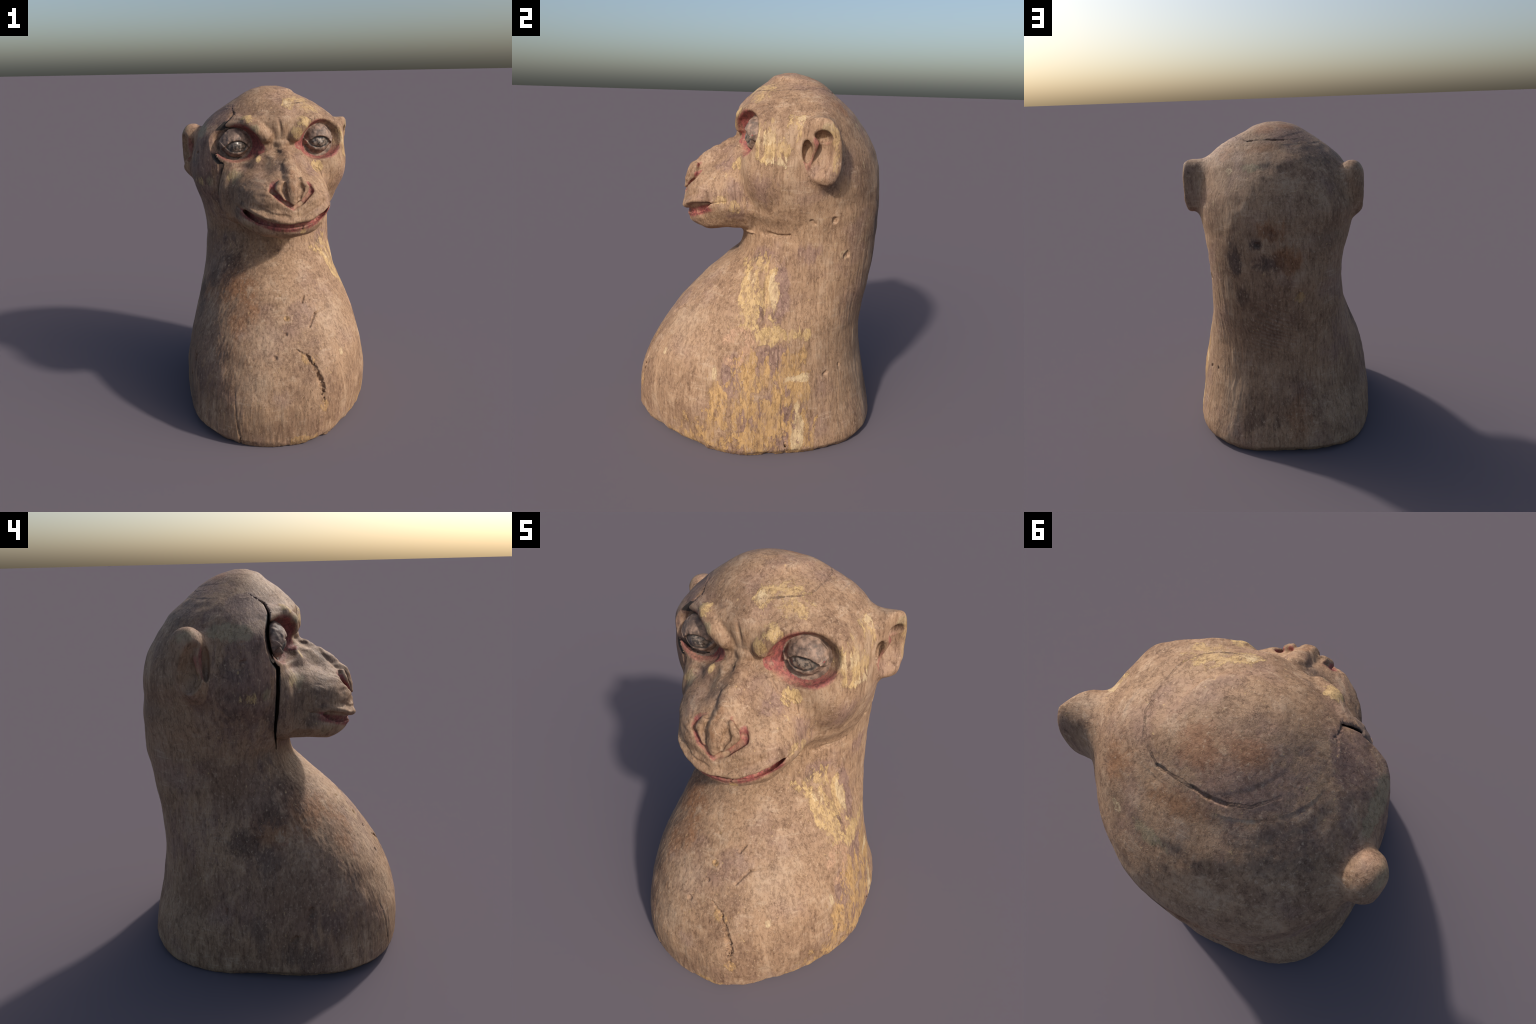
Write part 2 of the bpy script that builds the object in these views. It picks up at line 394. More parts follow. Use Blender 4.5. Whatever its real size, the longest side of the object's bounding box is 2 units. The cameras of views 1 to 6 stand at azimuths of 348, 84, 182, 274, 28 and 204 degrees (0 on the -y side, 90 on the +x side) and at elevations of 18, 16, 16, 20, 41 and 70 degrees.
# ------------------------------------------------------------------ meshing (surface nets over the active blocks)
def carve():
    h, B = STEP, 8
    lo = np.array([-0.70, -0.80, -0.06])
    hi = np.array([0.72, 0.80, 2.06])
    nb = np.ceil((hi - lo) / (h * B)).astype(int)
    n = nb * B
    c = np.stack(np.meshgrid(*[lo[a] + (np.arange(nb[a]) + 0.5) * B * h for a in range(3)], indexing="ij"), -1).reshape(-1, 3)
    dc = np.concatenate([field(s) for s in np.array_split(c, 8)])
    dc = np.maximum(dc, -c[:, 2])
    grid = np.repeat(np.repeat(np.repeat(dc.reshape(nb).astype(F4), B, 0), B, 1), B, 2)
    act = np.argwhere((np.abs(dc) < B * h * 1.35).reshape(nb))
    loc = np.stack(np.meshgrid(*[np.arange(B)] * 3, indexing="ij"), -1).reshape(-1, 3)
    for part in np.array_split(act, max(1, len(act) // 1500)):
        idx = (part[:, None, :] * B + loc[None]).reshape(-1, 3)
        Pq = lo + (idx + 0.5) * h
        v = np.maximum(field(Pq), -Pq[:, 2].astype(F4))
        grid[idx[:, 0], idx[:, 1], idx[:, 2]] = v
    inside = grid < 0
    cells = np.zeros(tuple(n - 1), np.uint8)
    for a in (0, 1):
        for b in (0, 1):
            for e in (0, 1):
                cells += inside[a:n[0] - 1 + a, b:n[1] - 1 + b, e:n[2] - 1 + e]
    cell = np.argwhere((cells > 0) & (cells < 8))
    vid = np.full(tuple(n - 1), -1, np.int32)
    vid[cell[:, 0], cell[:, 1], cell[:, 2]] = np.arange(len(cell))
    acc, cnt = np.zeros((len(cell), 3), F4), np.zeros(len(cell), F4)
    corners = [(a, b, e) for a in (0, 1) for b in (0, 1) for e in (0, 1)]
    val = {k: grid[cell[:, 0] + k[0], cell[:, 1] + k[1], cell[:, 2] + k[2]] for k in corners}
    for k in corners:
        for ax in range(3):
            if k[ax] == 0:
                k2 = tuple(1 if i == ax else k[i] for i in range(3))
                f0, f1 = val[k], val[k2]
                m = (f0 < 0) != (f1 < 0)
                t = np.where(m, f0 / np.where(m, f0 - f1, 1), 0)
                p = np.tile(np.array(k, F4), (len(cell), 1))
                p[:, ax] += t
                acc[m] += p[m]
                cnt[m] += 1
    V = lo + (cell + acc / cnt[:, None] + 0.5) * h
    quads = []
    for ax in range(3):
        u, w = [(1, 2), (2, 0), (0, 1)][ax]
        s0 = [slice(0, n[i]) for i in range(3)]
        a0, a1 = list(s0), list(s0)
        a0[ax], a1[ax] = slice(0, n[ax] - 1), slice(1, n[ax])
        A, Bm = inside[tuple(a0)], inside[tuple(a1)]
        e = np.argwhere(A != Bm)
        e = e[(e[:, u] > 0) & (e[:, w] > 0) & (e[:, u] < n[u] - 1) & (e[:, w] < n[w] - 1)]
        out = A[e[:, 0], e[:, 1], e[:, 2]]
        q = []
        for du, dw in ((-1, -1), (0, -1), (0, 0), (-1, 0)):
            f = e.copy()
            f[:, u] += du
            f[:, w] += dw
            q.append(vid[f[:, 0], f[:, 1], f[:, 2]])
        q = np.stack(q, 1)
        q[~out] = q[~out][:, ::-1]
        quads.append(q)
    Q = np.concatenate(quads)
    Q = Q[(Q >= 0).all(1)]
    # slide the vertices onto the true surface
    for _ in range(2):
        f, g = field(V), np.zeros((len(V), 3), F4)
        for a in range(3):
            W = V.copy()
            W[:, a] += 0.0015
            g[:, a] = (field(W) - f) / 0.0015
        g2 = np.maximum((g * g).sum(1), 0.15)
        mv = np.clip(f / g2, -0.4 * h, 0.4 * h)[:, None] * g
        free = V[:, 2] > 0.004
        V[free] -= mv[free]
    V[:, 2] = np.maximum(V[:, 2], 0)
    V[V[:, 2] < 0.0035, 2] = 0
    return V, Q


# ------------------------------------------------------------------ fine relief pushed along the normals
GOUGES = [  # polyline points, half width, depth
    ([(0.103, -0.484, 0.647), (0.152, -0.432, 0.708)], .006, .010), ([(0.152, -0.432, 0.708), (0.227, -0.393, 0.718)], .004, .006),
    ([(0.085, -0.395, 0.775), (0.105, -0.370, 0.805)], .006, .008),
    ([(-0.028, -0.449, 0.706)], .013, .008), ([(-0.047, -0.501, 0.624)], .010, .008), ([(-0.127, -0.562, 0.512)], .013, .010), ([(-0.046, -0.359, 0.817)], .010, .005),
    ([(-0.542, -0.208, 0.395), (-0.546, -0.203, 0.370)], .015, .016), ([(-0.580, -0.123, 0.237)], .022, .018), ([(-0.549, 0.232, 0.38), (-0.551, 0.232, 0.34)], .006, .012),
    ([(-0.443, 0.284, 0.742)], .010, .005), ([(0.449, 0.350, 1.286)], .016, .014), ([(0.454, 0.239, 1.283), (0.455, 0.25, 1.268)], .010, .008),
    ([(0.426, 0.437, 1.100), (0.43, 0.425, 1.085)], .014, .010), ([(0.522, 0.358, 0.444), (0.516, 0.375, 0.452)], .012, .009), ([(0.461, 0.455, 0.471)], .010, .008),
    ([(0.125, 0.696, 1.347)], .016, .012), ([(0.037, 0.700, 1.416)], .018, .006), ([(-0.112, 0.684, 1.037), (-0.108, 0.68, 1.00)], .012, .006),
    ([(0.174, 0.363, 1.901), (0.150, 0.366, 1.905)], .006, .008), ([(0.060, 0.382, 1.908), (0.020, 0.390, 1.906), (-0.039, 0.384, 1.905)], .006, .008),
    ([(0.130, 0.094, 1.972)], .014, .007),
    ([(-0.116, 0.684, 1.055), (-0.107, 0.666, 0.839), (-0.095, 0.644, 0.528), (-0.095, 0.669, 0.333), (-0.078, 0.680, 0.028)], .004, .005),
    ([(0.17, -0.150, 1.612), (0.221, -0.169, 1.576), (0.270, -0.140, 1.519), (0.290, -0.148, 1.442), (0.304, -0.142, 1.363), (0.305, -0.135, 1.29)], .005, .006),
    ([(0.356, 0.027, 1.153), (0.355, 0.027, 1.034), (0.425, 0.014, 0.858), (0.485, 0.005, 0.720)], .012, .008),
    ([(0.485, 0.03, 0.720), (0.531, 0.087, 0.618), (0.569, 0.085, 0.471), (0.599, 0.104, 0.361)], .004, .004),
    ([(-0.48, -0.02, 1.74), (-0.43, 0.12, 1.70)], .005, .003), ([(-0.45, 0.10, 1.62), (-0.455, 0.12, 1.615)], .008, .006),
   
    ([(-0.18, -0.33, 1.37), (-0.09, -0.39, 1.325), (-0.01, -0.415, 1.305)], .010, .004), ([(0.20, -0.33, 1.36), (0.12, -0.385, 1.32), (0.05, -0.41, 1.305)], .010, .003), ([(0.08, -0.42, 1.215), (0.085, -0.39, 1.24)], .008, .008),
]


def relief(V, N):
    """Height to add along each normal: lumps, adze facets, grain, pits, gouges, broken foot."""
    V = V.astype(F4)
    x, y, z = V[:, 0], V[:, 1], V[:, 2]
    eye_d = np.minimum(*(ellipsoid(V, s["ball"], s["br"]) for s in SOCKETS))
    calm = sstep(0.0, 0.03, eye_d)
    head = sstep(1.05, 1.2, z)
    grain = (noise(V, (46, 46, 5), 21, 2) * 0.0010 + noise(V, (110, 110, 14), 22) * 0.0005) * (1 - 0.75 * head)
    facets = (np.abs(noise(V, (13, 13, 10), 23)) - 0.4) * 0.0013
    lumps = noise(V, 5.5, 24, 2) * 0.0036 * (1 - 0.55 * head)
    r = np.hypot((x - 0.05) / 0.212, (y - 0.16) / 0.222) + 0.03 * noise(V, 9, 33, 2)
    cap = sstep(1.03, 0.97, r) * (z > 1.8) * (0.25 + 0.75 * sstep(-0.12, 0.05, x + 0.4 * y))
    h = grain + facets + lumps + 0.0016 * cap
    scallop = np.sin((z * 0.9 - x * 0.35 + 0.02 * noise(V, 6, 26)) * 2 * math.pi / 0.026)
    patch = np.exp(-((x - 0.06) / 0.14) ** 2 - ((z - 0.80) / 0.16) ** 2) * (y > 0.4)
    h += 0.0022 * scallop * patch
    # creases fanning over the snout and round the mouth
    sn = np.exp(-((x - CX) / 0.26) ** 4 - ((z - 1.36) / 0.18) ** 4) * (y < -0.16)
    h += sn * 0.0013 * np.maximum(noise(V, 12, 30), 0) * np.sin((z - 0.9 * (x - CX) ** 2 * 3 + 0.03 * noise(V, 9, 27, 2)) * 2 * math.pi / 0.036)
    h += sn * 0.0045 * noise(V, (15, 15, 34), 62, 2) + 0.0030 * head * noise(V, (9, 9, 12), 63, 2) * (z < 1.88)
    h *= 0.25 + 0.75 * calm
    h += (1 - calm) * noise(V, 60, 28, 2) * 0.0018
    for pts, wid, dep in GOUGES:
        p = np.array([V[((V - np.asarray(q, F4)) ** 2).sum(1).argmin()] for q in pts])     # nearest point of the surface
        lo, hi = p.min(0) - 3.2 * wid - 0.02, p.max(0) + 3.2 * wid + 0.02
        m = np.where(np.all((V > lo) & (V < hi), axis=1))[0]
        if not len(m):
            continue
        Q = V[m]
        d = chain(Q, [(*a, 0) for a in p]) if len(p) > 1 else np.linalg.norm(Q - p[0], axis=1)
        d = d + 0.35 * wid * noise(Q, 60, 31, 2)
        h[m] -= dep * (1 - sstep(0.35, 1.25, d / wid))
    flat = sstep(0.0, 0.012, z)
    return np.where(N[:, 2] < -0.8, h * flat, h)


# ------------------------------------------------------------------ materials
TAN, PALE, BROWN, DARK = (.350, .218, .130), (.430, .300, .200), (.225, .132, .080), (.105, .060, .040)
MAUVE, YELLOW, CREAM, OCHRE = (.245, .148, .115), (.510, .345, .160), (.600, .450, .265), (.460, .280, .120)
SALMON, RED, WINE, MOSS, SOOT, RUST = (.450, .270, .170), (.320, .085, .074), (.165, .048, .046), (.350, .280, .160), (.120, .078, .060), (.270, .120, .052)
PLUM = (.165, .098, .080)


class Nodes:
    def __init__(self, name):
        self.mat = bpy.data.materials.new(name)
        self.mat.use_nodes = True
        self.t = self.mat.node_tree
        self.bsdf = self.t.nodes["Principled BSDF"]
        self.P = self.t.nodes.new("ShaderNodeTexCoord").outputs["Object"]

    def put(self, sock, v):
        if isinstance(v, bpy.types.NodeSocket):
            self.t.links.new(v, sock)
        elif v is not None:
            sock.default_value = (*v, 1) if isinstance(v, tuple) and sock.type == "RGBA" else v

    def m(self, op, a, b=None, c=None, clamp=False):
        n = self.t.nodes.new("ShaderNodeMath")
        n.operation, n.use_clamp = op, clamp
        for s, v in zip(n.inputs, (a, b, c)):
            self.put(s, v)
        return n.outputs[0]

    def v(self, op, a, b=None, scale=None):
        n = self.t.nodes.new("ShaderNodeVectorMath")
        n.operation = op
        self.put(n.inputs[0], a)
        self.put(n.inputs[1], b)
        if scale is not None:
            self.put(n.inputs["Scale"], scale)
        return n.outputs["Value"] if op in ("LENGTH", "DOT_PRODUCT", "DISTANCE") else n.outputs["Vector"]

    def noise(self, scale, stretch=(1, 1, 1), detail=3.0, rough=0.55, shift=0.0, distort=0.0):
        vec = self.v("MULTIPLY", self.P, stretch)
        if shift:
            vec = self.v("ADD", vec, (shift, shift * 0.7, -shift))
        n = self.t.nodes.new("ShaderNodeTexNoise")
        self.put(n.inputs["Vector"], vec)
        n.inputs["Scale"].default_value, n.inputs["Detail"].default_value = scale, detail
        n.inputs["Roughness"].default_value, n.inputs["Distortion"].default_value = rough, distort
        return n.outputs["Fac"]

    def voronoi(self, scale, stretch=(1, 1, 1), feature="F1"):
        n = self.t.nodes.new("ShaderNodeTexVoronoi")
        n.feature = feature
        self.put(n.inputs["Vector"], self.v("MULTIPLY", self.P, stretch))
        n.inputs["Scale"].default_value = scale
        return n.outputs["Distance"]

    def band(self, x, lo, hi):
        """0 at lo, 1 at hi, smooth."""
        n = self.t.nodes.new("ShaderNodeMapRange")
        n.interpolation_type = "SMOOTHSTEP"
        self.put(n.inputs["Value"], x)
        n.inputs["From Min"].default_value, n.inputs["From Max"].default_value = lo, hi
        return n.outputs["Result"]

    def mix(self, f, a, b, blend="MIX"):
        n = self.t.nodes.new("ShaderNodeMix")
        n.data_type, n.blend_type = "RGBA", blend
        self.put(n.inputs["Factor"], f)
        self.put(n.inputs["A"], a)
        self.put(n.inputs["B"], b)
        return n.outputs["Result"]

    def blob(self, c, r):
        """1 in the middle of an ellipsoid, 0 on it, below outside."""
        q = self.v("DIVIDE", self.v("SUBTRACT", self.P, c), r if isinstance(r, tuple) else (r, r, r))
        return self.m("SUBTRACT", 1.0, self.v("LENGTH", q))

    def blobs(self, items):
        out = None
        for c, r in items:
            b = self.blob(c, r)
            out = b if out is None else self.m("MAXIMUM", out, b)
        return out

    def tube(self, pts):
        """Distance to a polyline (x, y, z[, r]) less its radius."""
        out = None
        for a, b in zip(pts[:-1], pts[1:]):
            ab = tuple(b[i] - a[i] for i in range(3))
            pa = self.v("SUBTRACT", self.P, tuple(a[:3]))
            t = self.m("DIVIDE", self.v("DOT_PRODUCT", pa, ab), sum(e * e for e in ab), clamp=True)
            d = self.v("LENGTH", self.v("SUBTRACT", pa, self.v("SCALE", ab, scale=t)))
            if len(a) > 3:
                d = self.m("SUBTRACT", d, (a[3] + b[3]) / 2)
            out = d if out is None else self.m("MINIMUM", out, d)
        return out


# where each colour patch sits: name -> (colour, edge raggedness, softness, strength, [(centre, radii)...])
TORSO_MARKS = [
    # broad dark blotches and pale areas
    (RUST, 1.2, .6, .7, [((-0.33, -0.16, 0.88), (.16, .16, .24)), ((-0.42, 0.0, 0.78), (.12, .16, .14)), ((-0.24, -0.32, 0.72), (.10, .12, .20))]),
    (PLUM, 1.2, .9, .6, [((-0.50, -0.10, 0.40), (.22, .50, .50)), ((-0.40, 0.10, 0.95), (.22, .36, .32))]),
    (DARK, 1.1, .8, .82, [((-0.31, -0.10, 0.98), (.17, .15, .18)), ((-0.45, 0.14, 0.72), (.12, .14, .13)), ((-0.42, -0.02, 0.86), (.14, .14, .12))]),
    (BROWN, .9, .9, .85, [((-0.30, -0.35, 0.72), (.12, .14, .20)), ((-0.37, -0.44, 0.48), (.12, .12, .22)), ((-0.20, -0.22, 0.97), (.18, .14, .14)), ((-0.53, -0.10, 0.50), (.16, .34, .30)), ((-0.52, -0.06, 0.18), (.16, .40, .26)), ((-0.40, 0.20, 1.0), (.14, .22, .22)),
                          ((-0.10, -0.69, 0.12), (.30, .12, .10)), ((0.06, -0.64, 0.40), (.06, .08, .12)), ((0.20, -0.62, 0.36), (.05, .08, .12)), ((0.45, -0.38, 0.16), (.16, .16, .16)), ((-0.40, 0.40, 0.40), (.18, .16, .30))]),
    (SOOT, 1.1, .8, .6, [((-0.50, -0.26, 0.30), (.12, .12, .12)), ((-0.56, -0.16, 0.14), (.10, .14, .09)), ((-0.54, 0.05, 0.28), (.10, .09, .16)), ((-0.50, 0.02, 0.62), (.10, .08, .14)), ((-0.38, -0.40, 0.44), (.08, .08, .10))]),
    (BROWN, 1.0, .9, .8, [((0.10, 0.60, 0.80), (.30, .16, .34)), ((0.05, 0.62, 0.30), (.34, .18, .26))]),
    (MAUVE, .9, .9, .7, [((-0.40, -0.30, 0.30), (.16, .16, .22)), ((-0.10, -0.62, 0.30), (.10, .10, .10)), ((0.10, -0.40, 0.72), (.12, .10, .10)), ((-0.30, 0.40, 0.70), (.20, .2, .3))]),
    (RUST, 1.0, .8, .45, [((-0.33, -0.38, 0.66), (.09, .10, .12)), ((-0.26, -0.25, 0.86), (.10, .10, .10)), ((-0.09, 0.66, 0.25), (.10, .08, .25))]),
    (PALE, .8, .9, .5, [((-0.16, -0.50, 0.60), (.16, .12, .26)), ((-0.24, -0.60, 0.36), (.14, .12, .16)), ((0.24, -0.40, 0.62), (.22, .16, .22)), ((0.30, 0.55, 0.30), (.14, .14, .34))]),
    (DARK, 1.2, .7, .55, [((0.18, 0.65, 0.20), (.13, .06, .10)), ((0.05, 0.65, 0.18), (.05, .06, .07)), ((0.43, -0.01, 0.80), (.07, .030, .12))]),
    # bare mauve ground where the coat has gone, on the right flank
    (MAUVE, .8, .35, .9, [((0.54, 0.05, 0.55), (.12, .13, .12)), ((0.42, 0.08, 0.86), (.10, .07, .20)), ((0.59, 0.08, 0.22), (.10, .24, .26)), ((0.54, -0.16, 0.45), (.10, .08, .14)), ((0.40, -0.08, 0.70), (.10, .04, .08))]),
    # yellow and ochre flakes, right flank
    (YELLOW, 1.8, .08, .92, [((0.37, -0.045, 0.94), (.12, .085, .15)), ((0.40, -0.060, 0.80), (.12, .070, .19)), ((0.42, 0.045, 0.90), (.10, .035, .13)), ((0.50, 0.03, 0.665), (.09, .09, .05)), ((0.50, 0.17, 0.675), (.09, .11, .035))]),
    (SALMON, .7, .10, .95, [((0.47, -0.12, 0.62), (.10, .095, .080)), ((0.50, -0.15, 0.545), (.10, .06, .05))]),
    (OCHRE, 1.5, .08, 1.0, [((0.53, 0.17, 0.50), (.12, .09, .10)), ((0.54, -0.02, 0.44), (.12, .14, .13)), ((0.58, -0.03, 0.22), (.14, .20, .24)), ((0.56, -0.18, 0.24), (.14, .13, .16)), ((0.56, 0.14, 0.36), (.12, .15, .10)), ((0.57, 0.20, 0.12), (.14, .09, .20)), ((0.50, -0.30, 0.10), (.14, .16, .10))]),
    (CREAM, 1.4, .10, .85, [((0.41, 0.055, 0.88), (.08, .018, .09)), ((0.505, -0.253, 0.465), (.03, .016, .03)), ((0.55, 0.20, 0.44), (.08, .08, .022)), ((0.284, -0.527, 0.485), (.018, .018, .026)), ((0.585, 0.19, 0.16), (.08, .03, .14)), ((0.38, -0.06, 0.97), (.06, .03, .05))]),
    (OCHRE, 1.2, .14, .8, [((-0.028, -0.449, 0.706), .016), ((0.135, -0.685, 0.235), (.03, .03, .035)), ((0.06, -0.575, 0.49), (.05, .05, .035)), ((-0.05, -0.36, 0.815), .016), ((0.0, -0.71, 0.04), (.10, .05, .035)),
                           ((0.45, -0.42, 0.05), (.14, .14, .06)), ((0.51, 0.365, 0.447), .022), ((-0.12, 0.66, 1.02), .03), ((0.46, 0.43, 0.47), .02)]),
]
NECK_MARKS = [
    (MAUVE, .9, .5, .8, [((0.34, -0.02, 1.06), (.10, .10, .07)), ((0.47, 0.22, 1.10), (.06, .10, .08))]),
    (BROWN, 1.0, .9, .8, [((0.10, 0.62, 1.05), (.30, .18, .30))]),
    (RUST, 1.0, .9, .75, [((-0.05, 0.67, 1.25), (.14, .10, .11)), ((0.03, 0.67, 1.42), (.12, .10, .08))]),
    (DARK, 1.0, .55, .85, [((0.03, 0.68, 1.235), (.13, .09, .065)), ((0.03, 0.68, 1.41), (.06, .09, .045)), ((0.125, 0.68, 1.345), (.045, .08, .035)), ((0.23, 0.64, 1.02), (.06, .08, .10)), ((0.26, 0.62, 1.25), (.06, .08, .14))]),
    (SOOT, 1.0, .9, .6, [((0.30, -0.03, 1.03), (.05, .06, .05)), ((-0.10, -0.14, 1.04), (.20, .10, .08)), ((-0.30, 0.0, 1.10), (.16, .14, .07))]),
    (CREAM, 1.2, .15, .7, [((0.43, 0.43, 1.10), (.03, .03, .03)), ((0.36, -0.02, 1.08), (.05, .02, .04)), ((0.37, 0.60, 1.2), (.03, .05, .10))]),
]
HEAD_MARKS = [
    (MAUVE, .9, .7, .7, [((0.43, 0.0, 1.45), (.10, .10, .12)), ((0.31, -0.10, 1.34), (.08, .05, .14)), ((-0.42, 0.05, 1.60), (.14, .14, .26)), ((-0.28, 0.10, 1.84), (.12, .12, .10)), ((-0.05, 0.30, 1.92), (.25, .2, .1))]),
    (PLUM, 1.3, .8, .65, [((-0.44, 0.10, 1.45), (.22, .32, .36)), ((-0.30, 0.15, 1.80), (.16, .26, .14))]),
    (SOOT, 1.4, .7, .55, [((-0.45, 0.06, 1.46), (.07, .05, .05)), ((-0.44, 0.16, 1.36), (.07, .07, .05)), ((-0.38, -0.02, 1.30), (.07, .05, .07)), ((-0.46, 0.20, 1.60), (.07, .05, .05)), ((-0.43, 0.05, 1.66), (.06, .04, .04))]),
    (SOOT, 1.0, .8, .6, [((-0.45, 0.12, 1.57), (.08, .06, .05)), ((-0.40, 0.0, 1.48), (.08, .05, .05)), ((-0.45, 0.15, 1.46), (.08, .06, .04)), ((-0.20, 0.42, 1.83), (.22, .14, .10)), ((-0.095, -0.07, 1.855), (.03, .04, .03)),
                         ((0.03, 0.68, 1.42), (.07, .09, .05)), ((0.13, 0.67, 1.35), (.055, .09, .05)), ((0.10, 0.53, 1.77), (.16, .06, .03)), ((0.48, 0.30, 1.45), (.06, .08, .05)), ((0.03, 0.68, 1.235), (.14, .10, .07)), ((0.26, 0.62, 1.25), (.06, .08, .14))]),
    (RUST, 1.0, .9, .6, [((0.02, 0.67, 1.42), (.13, .10, .09)), ((-0.05, 0.67, 1.25), (.14, .10, .11)), ((0.07, 0.29, 1.96), (.12, .10, .06)), ((0.30, 0.37, 1.83), (.08, .10, .08)), ((-0.05, 0.26, 1.97), (.12, .06, .05)), ((0.28, -0.06, 1.565), (.13, .05, .022)), ((0.09, 0.43, 1.87), (.14, .05, .05))]),
    (YELLOW, 1.4, .12, .9, [((0.085, -0.02, 1.89), (.055, .06, .045)), ((0.165, 0.01, 1.905), (.075, .07, .045)), ((0.225, -0.02, 1.87), (.05, .06, .03)), ((0.165, -0.115, 1.80), (.045, .04, .04)), ((0.12, -0.13, 1.745), (.03, .03, .03)),
                            ((0.44, 0.0, 1.69), (.06, .08, .08)), ((0.45, 0.03, 1.62), (.06, .09, .07)), ((0.46, 0.15, 1.745), (.05, .07, .05)), ((0.265, -0.12, 1.51), (.03, .03, .055)), ((-0.16, -0.07, 1.83), (.04, .04, .03)), ((-0.42, 0.10, 1.45), (.04, .05, .04))]),
    (CREAM, 1.6, .12, .85, [((0.44, 0.0, 1.685), (.05, .06, .045)), ((0.46, 0.175, 1.765), (.03, .04, .025)), ((0.28, 0.48, 1.745), .022), ((0.08, -0.02, 1.89), (.03, .04, .03)), ((0.46, 0.06, 1.575), (.05, .06, .03)), ((0.38, 0.5, 1.56), .02)]),
    (MOSS, 1.0, .35, .55, [((-0.41, 0.19, 1.745), (.06, .09, .05)), ((-0.40, 0.11, 1.735), (.05, .05, .04)), ((-0.41, 0.0, 1.45), (.06, .04, .04)), ((-0.13, -0.12, 1.77), (.03, .04, .03)), ((0.14, 0.52, 1.76), (.06, .05, .03))]),
]
SNOUT_MARKS = [
    (SOOT, 1.0, .8, .65, [((-0.20, -0.24, 1.42), (.10, .10, .10)), ((-0.26, -0.22, 1.30), (.06, .08, .06)), ((-0.24, -0.26, 1.365), (.04, .05, .03)), ((-0.03, -0.25, 1.58), (.04, .06, .06)), ((0.02, -0.15, 1.635), (.05, .05, .012)), ((-0.30, -0.13, 1.38), (.05, .06, .14))]),
    (MAUVE, 1.0, .6, .75, [((0.22, -0.20, 1.54), (.10, .08, .07)), ((0.30, -0.15, 1.40), (.06, .08, .12)), ((0.30, -0.14, 1.28), (.07, .08, .10))]),
    (RUST, .9, .9, .5, [((0.03, -0.30, 1.53), (.03, .12, .06)), ((0.20, -0.22, 1.16), (.14, .12, .05)), ((0.02, -0.39, 1.46), (.03, .06, .06))]),
    (YELLOW, 1.4, .12, .9, [((0.285, -0.21, 1.345), (.03, .05, .03)), ((0.303, -0.155, 1.31), (.03, .04, .04)), ((0.25, -0.29, 1.367), (.02, .02, .035)), ((-0.27, -0.09, 1.52), (.04, .04, .05)), ((0.25, -0.14, 1.54), (.05, .04, .04)), ((-0.12, -0.14, 1.60), (.02, .03, .02)),
                            ((0.09, -0.405, 1.205), (.018, .03, .018))]),
    (MOSS, 1.0, .5, .5, [((-0.22, -0.28, 1.22), (.05, .06, .05)), ((0.27, -0.26, 1.19), (.05, .06, .03)), ((-0.25, -0.13, 1.52), (.05, .05, .08))]),
]


